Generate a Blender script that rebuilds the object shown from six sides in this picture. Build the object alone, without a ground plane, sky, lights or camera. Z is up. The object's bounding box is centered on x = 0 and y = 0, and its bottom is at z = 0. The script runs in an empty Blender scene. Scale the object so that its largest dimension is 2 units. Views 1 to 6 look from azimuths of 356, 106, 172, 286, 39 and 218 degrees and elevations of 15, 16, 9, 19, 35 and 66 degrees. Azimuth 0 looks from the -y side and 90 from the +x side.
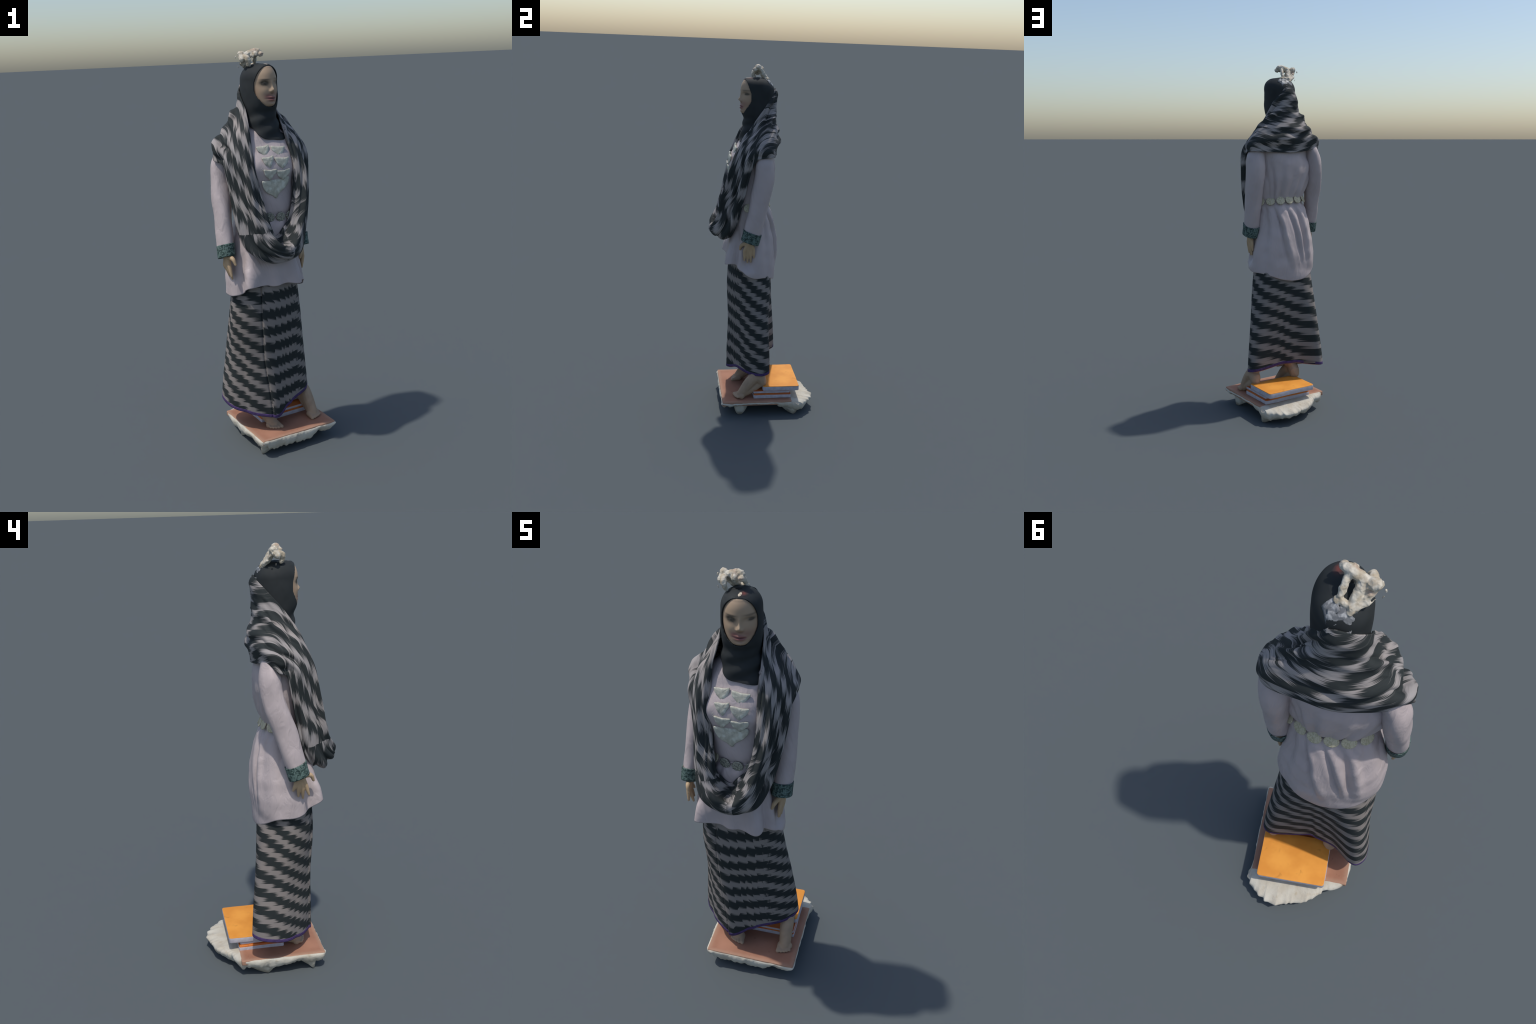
import bpy, bmesh, math, random
import numpy as np
from mathutils import Vector, noise

random.seed(7)
RNG = np.random.default_rng(7)
TURN = math.radians(25.0)          # the figure faces 25 degrees off the -y axis
CT, ST = math.cos(TURN), math.sin(TURN)


def world(p):
    """figure frame (x = figure's left, y = its back, z up) -> scene frame"""
    p = np.asarray(p, float)
    out = p.copy()
    out[..., 0] = CT * p[..., 0] - ST * p[..., 1]
    out[..., 1] = ST * p[..., 0] + CT * p[..., 1]
    return out


# ------------------------------------------------------------------ maths helpers
def smooth(a, b, x):
    t = np.clip((np.asarray(x, float) - a) / (b - a), 0, 1)
    return t * t * (3 - 2 * t)


def catmull(pts, n, closed=False):
    """n samples of a Catmull-Rom curve through pts, evenly spaced in arc length"""
    P = np.asarray(pts, float)
    m = len(P)
    if closed:
        Q = np.vstack([P[-1], P, P[0], P[1]])
        seg = m
    else:
        Q = np.vstack([2 * P[0] - P[1], P, 2 * P[-1] - P[-2]])
        seg = m - 1
    dense = []
    for i in range(seg):
        p0, p1, p2, p3 = Q[i:i + 4]
        t = np.linspace(0, 1, 16, endpoint=False)[:, None]
        dense.append(0.5 * ((2 * p1) + (p2 - p0) * t + (2 * p0 - 5 * p1 + 4 * p2 - p3) * t ** 2
                            + (3 * p1 - p0 - 3 * p2 + p3) * t ** 3))
    D = np.vstack(dense + [P[:1] if closed else P[-1:]])
    L = np.concatenate([[0], np.cumsum(np.linalg.norm(np.diff(D, axis=0), axis=1))])
    s = np.linspace(0, L[-1], n, endpoint=not closed)
    return np.stack([np.interp(s, L, D[:, k]) for k in range(P.shape[1])], 1)


def row_curve(rows, z):
    """smooth interpolation of a table whose first column is z (any order)"""
    R = np.array(sorted(rows), float)
    x = R[:, 0]
    z = np.clip(z, x[0], x[-1])
    i = np.clip(np.searchsorted(x, z) - 1, 0, len(x) - 2)
    d = np.gradient(R[:, 1:], x, axis=0)
    h = (x[i + 1] - x[i])
    t = ((z - x[i]) / h)[..., None]
    h = h[..., None]
    y0, y1, m0, m1 = R[i, 1:], R[i + 1, 1:], d[i], d[i + 1]
    return ((2 * t ** 3 - 3 * t ** 2 + 1) * y0 + (t ** 3 - 2 * t ** 2 + t) * h * m0
            + (-2 * t ** 3 + 3 * t ** 2) * y1 + (t ** 3 - t ** 2) * h * m1)


def by_angle(table, deg):
    """periodic smooth lookup: table of (degrees, value)"""
    T = sorted((a % 360, v) for a, v in table)
    a = np.array([T[-1][0] - 360] + [t[0] for t in T] + [T[0][0] + 360])
    v = np.array([T[-1][1]] + [t[1] for t in T] + [T[0][1]])
    return row_curve(list(zip(a, v)), np.mod(deg, 360))[..., 0]


def hump(deg, centre, width):
    d = (np.asarray(deg) - centre + 180) % 360 - 180
    return np.exp(-(d / width) ** 2)


def fnoise(P, scale, seed=0.0):
    P = np.asarray(P, float)
    flat = P.reshape(-1, 3) * scale + seed
    return np.array([noise.noise(Vector(q)) for q in flat]).reshape(P.shape[:-1])


# ------------------------------------------------------------------ object helpers
def make(name, verts, faces, mat, parent=None, smooth_shade=True, local=True):
    me = bpy.data.meshes.new(name)
    V = world(verts) if local else np.asarray(verts, float)
    me.from_pydata([tuple(v) for v in V], [], [tuple(int(i) for i in f) for f in faces])
    me.update()
    ob = bpy.data.objects.new(name, me)
    bpy.context.collection.objects.link(ob)
    if mat:
        me.materials.append(mat)
    if smooth_shade:
        me.polygons.foreach_set("use_smooth", [True] * len(me.polygons))
    if parent:
        ob.parent = parent
    return ob


def fix_normals(ob):
    bm = bmesh.new()
    bm.from_mesh(ob.data)
    bmesh.ops.recalc_face_normals(bm, faces=bm.faces)
    bm.to_mesh(ob.data)
    bm.free()


def bake(ob):
    """apply all modifiers"""
    dg = bpy.context.evaluated_depsgraph_get()
    me = bpy.data.meshes.new_from_object(ob.evaluated_get(dg))
    old = ob.data
    ob.modifiers.clear()
    ob.data = me
    me.name = ob.name
    bpy.data.meshes.remove(old)
    return ob


def grid_faces(nr, nc, wrap=False):
    f = []
    for i in range(nr - 1):
        for j in range(nc if wrap else nc - 1):
            k = (j + 1) % nc
            f.append((i * nc + j, i * nc + k, (i + 1) * nc + k, (i + 1) * nc + j))
    return f


def grid_normals(G, wrap):
    dv = np.gradient(G, axis=0)
    if wrap:
        du = np.roll(G, -1, 1) - np.roll(G, 1, 1)
    else:
        du = np.gradient(G, axis=1)
    n = np.cross(du, dv)
    return n / np.maximum(np.linalg.norm(n, axis=-1, keepdims=True), 1e-9)


def sheet(name, G, mat, parent, wrap=False, thick=0.004, offset=-1):
    ob = make(name, G.reshape(-1, 3), grid_faces(*G.shape[:2], wrap), mat, parent)
    if thick:
        m = ob.modifiers.new("thickness", "SOLIDIFY")
        m.thickness, m.offset = thick, offset
        bake(ob)
    return ob


def blob(name, strokes, voxel, mat, parent, soften=4, squash=None):
    """union of tapered strokes [(point, radius), ...], fused into one skin"""
    bm = bmesh.new()
    for st in strokes:
        P = np.array([list(p) + [r] for p, r in st], float)
        if len(P) == 1:
            D = P
        else:
            D = catmull(P, max(4, int(np.linalg.norm(np.diff(P[:, :3], axis=0), axis=1).sum()
                                      / (P[:, 3].min() * 0.45)) + 2))
        for x, y, z, r in D:
            q = world(np.array([x, y, z]))
            ret = bmesh.ops.create_icosphere(bm, subdivisions=2, radius=max(r, 0.001))
            bmesh.ops.translate(bm, vec=q, verts=ret["verts"])
    me = bpy.data.meshes.new(name)
    bm.to_mesh(me)
    bm.free()
    ob = bpy.data.objects.new(name, me)
    bpy.context.collection.objects.link(ob)
    me.materials.append(mat)
    r = ob.modifiers.new("fuse", "REMESH")
    r.mode, r.voxel_size, r.use_smooth_shade = "VOXEL", voxel, True
    if soften:
        s = ob.modifiers.new("soften", "SMOOTH")
        s.iterations, s.factor = soften, 0.5
    bake(ob)
    if not ob.data.materials:
        ob.data.materials.append(mat)
    ob.data.polygons.foreach_set("use_smooth", [True] * len(ob.data.polygons))
    ob.parent = parent
    return ob


def rounded_box(name, lo, hi, mat, parent, bevel=0.004, wobble=0.0, corner=0.0, cuts=10):
    lo, hi = np.array(lo, float), np.array(hi, float)
    bm = bmesh.new()
    bmesh.ops.create_cube(bm, size=1)
    if corner:
        e = [e for e in bm.edges if abs(e.verts[0].co.z - e.verts[1].co.z) > .5]
        for v in bm.verts:
            v.co = Vector(np.array(v.co) * (hi - lo) + (lo + hi) / 2)
        bmesh.ops.bevel(bm, geom=e, offset=corner, segments=4, affect="EDGES", profile=.5)
    else:
        for v in bm.verts:
            v.co = Vector(np.array(v.co) * (hi - lo) + (lo + hi) / 2)
    edges = [e for e in bm.edges if e.calc_face_angle(0) > .6]
    bmesh.ops.bevel(bm, geom=edges, offset=bevel, segments=3, affect="EDGES", profile=.5)
    if wobble:
        bmesh.ops.triangulate(bm, faces=[f for f in bm.faces if len(f.verts) > 4])
        for _ in range(3):
            long = [e for e in bm.edges if e.calc_length() > .03]
            if long:
                bmesh.ops.subdivide_edges(bm, edges=long, cuts=1, use_grid_fill=True)
        for v in bm.verts:
            n = noise.noise_vector(v.co * 14)
            v.co += Vector((n.x * wobble * .6, n.y * wobble * .6, n.z * wobble))
    me = bpy.data.meshes.new(name)
    for v in bm.verts:
        v.co = Vector(world(np.array(v.co)))
    bm.to_mesh(me)
    bm.free()
    ob = bpy.data.objects.new(name, me)
    bpy.context.collection.objects.link(ob)
    me.materials.append(mat)
    me.polygons.foreach_set("use_smooth", [True] * len(me.polygons))
    me.set_sharp_from_angle(angle=math.radians(40))
    ob.parent = parent
    return ob


# ------------------------------------------------------------------ node helpers
class S:
    """a shader socket with arithmetic"""
    def __init__(self, tree, sock):
        self.t, self.s = tree, sock

    def op(self, kind, *others, clamp=False):
        n = self.t.nodes.new("ShaderNodeMath")
        n.operation, n.use_clamp = kind, clamp
        for i, o in enumerate((self,) + others):
            if isinstance(o, S):
                self.t.links.new(o.s, n.inputs[i])
            else:
                n.inputs[i].default_value = o
        return S(self.t, n.outputs[0])

    def __add__(self, o): return self.op("ADD", o)
    def __sub__(self, o): return self.op("SUBTRACT", o)
    def __mul__(self, o): return self.op("MULTIPLY", o)
    def __truediv__(self, o): return self.op("DIVIDE", o)
    def floor(self): return self.op("FLOOR")
    def frac(self): return self.op("FRACT")
    def abs(self): return self.op("ABSOLUTE")
    def max(self, o): return self.op("MAXIMUM", o)
    def min(self, o): return self.op("MINIMUM", o)
    def sq(self): return self.op("MULTIPLY", self)
    def gt(self, o): return self.op("GREATER_THAN", o)
    def exp(self): return self.op("EXPONENT")

    def step(self, a, b, lo=0.0, hi=1.0):
        n = self.t.nodes.new("ShaderNodeMapRange")
        n.interpolation_type = "SMOOTHSTEP"
        self.t.links.new(self.s, n.inputs["Value"])
        n.inputs["From Min"].default_value, n.inputs["From Max"].default_value = a, b
        n.inputs["To Min"].default_value, n.inputs["To Max"].default_value = lo, hi
        return S(self.t, n.outputs["Result"])


class Mat:
    def __init__(self, name, rough=0.8, spec=0.3):
        self.m = bpy.data.materials.new(name)
        self.m.use_nodes = True
        self.t = self.m.node_tree
        self.b = self.t.nodes["Principled BSDF"]
        self.b.inputs["Roughness"].default_value = rough
        self.b.inputs["Specular IOR Level"].default_value = spec
        tc = self.t.nodes.new("ShaderNodeTexCoord")
        mp = self.t.nodes.new("ShaderNodeMapping")
        mp.inputs["Rotation"].default_value = (0, 0, -TURN)
        self.t.links.new(tc.outputs["Object"], mp.inputs["Vector"])
        self.vec = mp.outputs["Vector"]
        sp = self.t.nodes.new("ShaderNodeSeparateXYZ")
        self.t.links.new(self.vec, sp.inputs[0])
        self.x, self.y, self.z = (S(self.t, o) for o in sp.outputs)

    def combine(self, x, y, z):
        n = self.t.nodes.new("ShaderNodeCombineXYZ")
        for i, v in enumerate((x, y, z)):
            if isinstance(v, S):
                self.t.links.new(v.s, n.inputs[i])
            else:
                n.inputs[i].default_value = v
        return n.outputs[0]

    def noise(self, scale, detail=3, vec=None, rough=.5, dist=0.0):
        n = self.t.nodes.new("ShaderNodeTexNoise")
        n.inputs["Scale"].default_value = scale
        n.inputs["Detail"].default_value = detail
        n.inputs["Roughness"].default_value = rough
        n.inputs["Distortion"].default_value = dist
        self.t.links.new(vec or self.vec, n.inputs["Vector"])
        return S(self.t, n.outputs["Fac"])

    def voronoi(self, scale, out="Distance", vec=None):
        n = self.t.nodes.new("ShaderNodeTexVoronoi")
        n.inputs["Scale"].default_value = scale
        self.t.links.new(vec or self.vec, n.inputs["Vector"])
        return S(self.t, n.outputs[out])

    def ball(self, p, rx, ry=None, rz=None):
        """1 at figure-frame point p, falling off to 0 as a gaussian"""
        ry, rz = ry or rx, rz or rx
        d = ((self.x - p[0]) / rx).sq() + ((self.y - p[1]) / ry).sq() + ((self.z - p[2]) / rz).sq()
        return (d * -1.0).exp()

    def mix(self, f, a, b):
        n = self.t.nodes.new("ShaderNodeMix")
        n.data_type = "RGBA"
        for sock, v in ((n.inputs[0], f), (n.inputs[6], a), (n.inputs[7], b)):
            if isinstance(v, S):
                self.t.links.new(v.s, sock)
            elif isinstance(v, (int, float)):
                sock.default_value = v
            else:
                sock.default_value = (*v, 1)
        return S(self.t, n.outputs[2])

    def colour(self, c):
        if isinstance(c, S):
            self.t.links.new(c.s, self.b.inputs["Base Color"])
        else:
            self.b.inputs["Base Color"].default_value = (*c, 1)
        return self

    def bump(self, h, dist, strength=.5):
        n = self.t.nodes.new("ShaderNodeBump")
        n.inputs["Distance"].default_value = dist
        n.inputs["Strength"].default_value = strength
        self.t.links.new(h.s, n.inputs["Height"])
        self.t.links.new(n.outputs[0], self.b.inputs["Normal"])
        return self


# ------------------------------------------------------------------ colours
LILAC = (.460, .390, .382)
IKAT_LIGHT, IKAT_DARK = (.236, .211, .195), (.024, .029, .029)  # light dashes darkened slightly towards the scan's baked-in shade
ROW, SHIFT, REPEAT = .029, .050, .165       # ikat weave: row height, step per row, repeat along the thread


def ikat_colour(M, along, across, step_gain=1.0, dark=IKAT_DARK, light=IKAT_LIGHT):
    """weft ikat: rows of dark and light dashes, stepped from row to row, with feathered ends"""
    feather = M.noise(1, 3, M.combine(along * 13.0, across * 330.0, 3.1), rough=.6)
    wav = M.noise(1, 2, M.combine(along * 6.0, across * 13.0, 1.7))
    a2 = across + (wav - .5) * .012
    row = (a2 / ROW)
    inrow = row.frac()
    tooth = (inrow - .5).abs() * 2.0
    ph = (along + row.floor() * (SHIFT * step_gain) + tooth * .022 + (feather - .5) * .12 + (wav - .5) * .09) / REPEAT
    wave = ((ph.frac() - .5).abs() - .25) * 4.0
    f = (wave + (M.noise(5, 2) - .5) * .9).step(-.26, .74)
    thread = M.noise(1, 2, M.combine(along * 60.0, across * 900.0, 0.0))
    lt = M.mix(thread, tuple(c * .86 for c in light), tuple(c * 1.12 for c in light))
    warm = M.noise(7, 2)
    lt = M.mix(warm.step(.35, .7) * .5, lt, (light[0] * 1.02, light[1] * .96, light[2] * .9))
    dk = M.mix(thread, tuple(c * .75 for c in dark), tuple(c * 1.3 for c in dark))
    return M.mix(f, dk, lt), thread


# skirt ikat runs round the body; the front-left flap lies nearly level, the rest spirals down
SKX, SKY = -.078, -.052


def skirt_material():
    M = Mat("ikat_skirt_cloth", .85, .2)
    ang = ((M.y - SKY) * 2.0).op("ARCTAN2", M.x - SKX)    # flattened angle, 0 = figure's left
    seam = M.z.step(.55, .18, math.radians(251 - 360), math.radians(260 - 360))
    a = ang - seam
    a = a + a.op("LESS_THAN", 0.0) * (2 * math.pi)         # 0 at the front seam, growing round the left side
    s = a * .170 - ((ang * 2.0).op("SINE") - (seam * 2.0).op("SINE")) * .016
    feather = M.noise(1, 2, M.combine(s * 24.0, M.z * 420.0, 3.1))
    wav = M.noise(1, 2, M.combine(s * 8.0, M.z * 14.0, 1.7))
    fall = s.min(.17) * .06 + (s - .17).max(0.0) * .50     # how far the bands sink along the way round
    inrow = (M.z / .0215).frac()
    zq = (M.z / .0215).floor() * .0215
    steep = s.step(.12, .22)
    zz = M.z + (zq - M.z) * steep
    tooth = (inrow - .5).abs() * .010
    flame = ((s / .030 + wav * 2.2 + M.z * 3.0).frac() - .5) * .017 * (s.step(.28, .12))
    ph = (zz + fall + flame + (tooth + (feather - .5) * .030) * (steep * .5 + .5) + (wav - .5) * .010) / .0875
    f = (((ph.frac() - .5).abs() - .25) * 4.0).step(-.16, .44)
    thread = M.noise(1, 2, M.combine(s * 60.0, M.z * 900.0, 0.0))
    lt = M.mix(thread, tuple(c * .86 for c in IKAT_LIGHT), tuple(c * 1.12 for c in IKAT_LIGHT))
    warm = M.noise(6, 2)
    lt = M.mix(warm.step(.35, .7) * .6, lt, (.262, .224, .198))
    dk = M.mix(thread, tuple(c * .75 for c in IKAT_DARK), tuple(c * 1.3 for c in IKAT_DARK))
    M.colour(M.mix(f, dk, lt)).bump(thread, .0006, .4)
    return M.m


def shawl_material():
    M = Mat("ikat_shawl_cloth", .8, .25)
    xc = M.x + .072
    ax = xc.abs()
    w = M.y.step(.03, -.10)                                 # 0 on the back, 1 on the hanging fronts
    v = w * -1.0 + 1.0
    # hanging fronts: threads run down each panel and round the bottom of the loop
    dz = (M.z - 1.2).min(0.0)
    r = (xc.sq() + dz.sq()).op("SQRT")
    turn = (dz * -1.0).op("ARCTAN2", ax)
    rho = (xc.sq() + (M.y + .05).sq()).op("SQRT")
    # low down the cloth is a thick roll bent into a U: count round the roll
    roll = (M.y + .19).op("ARCTAN2", r - .10)
    q = M.z.step(1.34, 1.18)
    hang = (ax * -1.0 + .26 + (M.z - 1.5) * .30 - (M.y + .03) * .8) * (q * -1.0 + 1.0) + (roll * -.047 + .109) * q
    across = ((M.z - 1.5) * .9 - (rho - .15) * .45) * v + hang * w
    along = xc * v + (M.z.max(1.2) * -1.0 + 1.82 + turn * .1305) * xc.op("SIGN") * w
    # a seam crosses the right front panel: the cloth below it is turned, so the pattern jumps
    seam = (M.z - 1.165 - (M.x + .2) * .22).op("LESS_THAN", 0.0) * (M.x + .05).op("LESS_THAN", 0.0)
    along = along + seam * .058
    across = across + seam * .012
    c, thread = ikat_colour(M, along, across, 1.0, light=(.318, .294, .283))
    M.colour(c).bump(thread, .0006, .4)
    return M.m


def plain(name, col, rough=.8, var=.12, scale=20, bump=0.0, bump_scale=60, spec=.3):
    M = Mat(name, rough, spec)
    n = M.noise(scale, 4)
    M.colour(M.mix(n.step(.3, .7), tuple(c * (1 - var) for c in col), tuple(c * (1 + var) for c in col)))
    if bump:
        M.bump(M.noise(bump_scale, 4), bump, .6)
    return M


def blouse_material():
    M = Mat("lilac_satin", .5, .4)
    n = M.noise(9, 3)
    fine = M.noise(240, 2)
    c = M.mix(n.step(.3, .7), tuple(c * .95 for c in LILAC), tuple(c * 1.05 for c in LILAC))
    # slack creases in the satin, too soft to cut the outline
    crease = M.noise(1, 3, M.combine(M.x * 26.0 + M.z * 8.0, M.y * 26.0, M.z * 9.0), dist=.8)
    M.colour(c).bump(crease + fine * .03, .010, .55)
    return M.m


def cuff_material():
    M = Mat("teal_brocade", .7, .3)
    v = M.voronoi(62)
    n = M.noise(85, 3, dist=1.2)
    c = M.mix(n.step(.40, .58), (.020, .040, .036), (.112, .168, .148))
    c = M.mix(v.step(.05, .25), (.165, .23, .205), c)
    M.colour(c).bump(n, .0015, .6)
    return M.m


def face_material():
    M = Mat("painted_face", .6, .35)
    skin = (.40, .287, .192)
    n = M.noise(30, 3)
    c = M.mix(n, tuple(v * .93 for v in skin), tuple(v * 1.07 for v in skin))
    blush = M.ball((-.125, -.10, 1.80), .03).max(M.ball((.03, -.09, 1.79), .04))
    c = M.mix(blush * .55, c, (.40, .22, .14))
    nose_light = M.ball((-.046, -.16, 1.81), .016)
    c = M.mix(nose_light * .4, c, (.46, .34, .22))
    # lips with a smear of red round them, heavier on the figure's right
    smear = M.ball((-.068, -.145, 1.779), .020, .05, .014).max(M.ball((-.025, -.145, 1.785), .026, .05, .018) * .5)
    smear = smear.max(M.ball((-.049, -.15, 1.772), .028, .05, .017) * .9)
    c = M.mix((smear * 1.25).min(1.0) * .75, c, (.20, .060, .065))
    lips = M.ball((-.048, -.15, 1.7705), .024, .06, .0085).step(.30, .55)
    c = M.mix(lips * .8, c, (.27, .105, .10))
    mouth = M.ball((-.048, -.15, 1.7695), .022, .06, .0016).step(.2, .6)
    c = M.mix(mouth * .7, c, (.07, .03, .03))
    nostril = M.ball((-.048, -.15, 1.794), .012, .05, .005)
    c = M.mix(nostril * .55, c, (.15, .07, .05))
    # eyes: smudged dark paint on the right one, a faint outline on the left one
    re = M.ball((-.083, -.135, 1.8405), .017, .05, .0115)
    blot = M.noise(120, 3)
    c = M.mix((re * 2.2).min(1.0) * (blot * .6 + .6).min(1.0) * .95, c, (.025, .026, .022))
    brow = M.ball((-.082, -.135, 1.857), .020, .06, .004)
    c = M.mix((brow * 1.5).min(1.0) * .7, c, (.06, .05, .04))
    le = M.ball((-.009, -.13, 1.8415), .0095, .05, .0062)
    c = M.mix((le * 1.8).min(1.0) * .9, c, (.045, .038, .03))
    lid = M.ball((-.012, -.13, 1.849), .020, .06, .008)  # lid shading darkened into the face colour
    c = M.mix(lid * .5, c, (.15, .115, .08))
    brow2 = M.ball((-.012, -.13, 1.860), .022, .06, .004)
    c = M.mix((brow2 * 1.4).min(1.0) * .6, c, (.10, .075, .05))
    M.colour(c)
    return M.m


def hijab_material():
    M = Mat("black_jersey", .75, .3)
    n = M.noise(14, 4)
    rib = M.noise(1, 2, M.combine(M.x * 160.0, M.y * 160.0, M.z * 20.0))
    c = M.mix(n.step(.3, .7), (.017, .020, .021), (.025, .029, .030))
    # scraps of paint left on the crown where the ornament is fixed
    pale = M.ball((-.056, -.110, 1.925), .007, .017, .018).step(.38, .5)
    red = M.ball((-.044, -.098, 1.927), .010, .016, .02) * (M.noise(60, 3) * 1.4)
    c = M.mix((red * .5).min(1.0), c, (.26, .05, .035))
    c = M.mix(pale * (M.noise(110, 3).step(.36, .46)), c, (.55, .47, .36))
    hole = M.ball((-.074, -.066, 1.93), .014, .008, .03).step(.36, .40)
    c = M.mix(hole, c, (.002, .002, .002))
    M.colour(c).bump(rib, .0005, .3)
    return M.m


def slab_material():
    M = Mat("cream_plaster", .9, .2)
    n = M.noise(12, 5)
    f = M.noise(70, 4)
    c = M.mix(n.step(.3, .7), (.47, .42, .335), (.56, .53, .45))
    c = M.mix((M.noise(30, 4).step(.58, .75)) * .5, c, (.38, .29, .18))
    M.colour(c).bump(f, .004, .6)
    return M.m


def tile_material():
    M = Mat("terracotta", .8, .25)
    n = M.noise(10, 5)
    f = M.noise(120, 3)
    c = M.mix(n.step(.25, .75), (.30, .142, .088), (.385, .190, .122))
    c = M.mix(M.noise(40, 4).step(.62, .75) * .4, c, (.20, .09, .055))
    # the glaze thins to buff towards the rim
    ex = (M.x + .007).abs().step(.19, .213)
    ey = (M.y + .03).abs().step(.178, .2)
    c = M.mix(ex.max(ey) * .35, c, (.44, .30, .21))
    M.colour(c).bump(f, .0012, .5)
    return M.m


def bone_material():
    M = Mat("old_bone", .7, .3)
    n = M.noise(45, 4)
    c = M.mix(n.step(.3, .65), (.42, .35, .25), (.60, .555, .465))
    c = M.mix(M.noise(28, 3).step(.6, .72) * .5, c, (.36, .22, .16))
    M.colour(c).bump(M.noise(150, 4), .002, .5)
    return M.m


def orange_material(name, a, b):
    M = Mat(name, .6, .3)
    n = M.noise(9, 4)
    c = M.mix(n.step(.3, .7), a, b)
    c = M.mix(M.noise(26, 5, dist=.6).step(.62, .78) * .5, c, tuple(v * .6 for v in a))
    M.colour(c).bump(M.noise(60, 4), .0015, .4)
    return M.m


def stone_material():
    M = Mat("pale_green_shell", .6, .4)
    n = M.noise(60, 5)
    c = M.mix(n.step(.3, .7), (.385, .38, .31), (.52, .505, .42))
    c = M.mix(M.noise(35, 3).step(.5, .7), c, (.60, .61, .53))
    M.colour(c).bump(n, .002, .5)
    return M.m


def medal_material(name, a, b):
    M = Mat(name, .55, .4)
    n = M.noise(190, 4)
    M.colour(M.mix(n.step(.35, .65), a, b)).bump(n, .0015, .7)
    return M.m


m_skirt, m_shawl, m_blouse, m_cuff = skirt_material(), shawl_material(), blouse_material(), cuff_material()
m_face, m_hijab, m_slab, m_tile, m_bone = face_material(), hijab_material(), slab_material(), tile_material(), bone_material()
m_stone = stone_material()
m_disc = medal_material("pale_brass", (.40, .36, .235), (.55, .50, .355))
m_buckle = medal_material("dull_brass", (.12, .125, .105), (.36, .355, .28))
m_skin = plain("mannequin_skin", (.46, .325, .195), .55, .06, 25, .0006, 200).m
m_leg = plain("mannequin_leg_skin", (.36, .255, .170), .6, .08, 25, .0006, 200).m
m_hem = plain("purple_selvedge", (.060, .035, .112), .8, .25, 60, .0005, 300).m
m_lining = plain("pale_lining", (.42, .33, .30), .85, .1, 30).m
m_orange = orange_material("orange_cover", (.68, .26, .035), (.80, .34, .055))
m_red = orange_material("red_orange_cover", (.42, .095, .022), (.60, .19, .035))
m_pages = plain("page_edges", (.44, .42, .46), .8, .12, 40, .0008, 200).m
m_thread = plain("dark_thread", (.16, .15, .16), .8).m


def tape_material():
    M = Mat("clear_tape", .45, .3)
    n = M.noise(60, 4, dist=.5)
    M.colour(M.mix(n.step(.45, .75), (.15, .155, .16), (.48, .48, .475)))
    M.bump(n, .003, .7)
    return M.m


m_tape = tape_material()


# ------------------------------------------------------------------ top-level things
def thing(name, label, category, at):
    e = bpy.data.objects.new(name, None)
    e.empty_display_size = .1
    bpy.context.collection.objects.link(e)
    e["label"], e["category"] = label, category
    return e


figure = thing("dressed_mannequin", "female shop mannequin in lilac tunic, ikat shawl and skirt", "mannequin", (0, 0, 0))
base = thing("tile_on_plaster", "square terracotta tile set on ragged cream plaster", "plinth", (0, 0, 0))


# ------------------------------------------------------------------ ring lofts
def ring(deg, cx, cy, a, front, back, power=2.0):
    """superellipse with its own depth to the front (-y) and to the back (+y)"""
    t = np.radians(deg)
    c, s = np.cos(t), np.sin(t)
    e = 2.0 / power
    x = cx + a * np.sign(c) * np.abs(c) ** e
    y = cy + np.where(s > 0, back, front) * np.sign(s) * np.abs(s) ** e
    return np.stack([x, y], -1)


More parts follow.
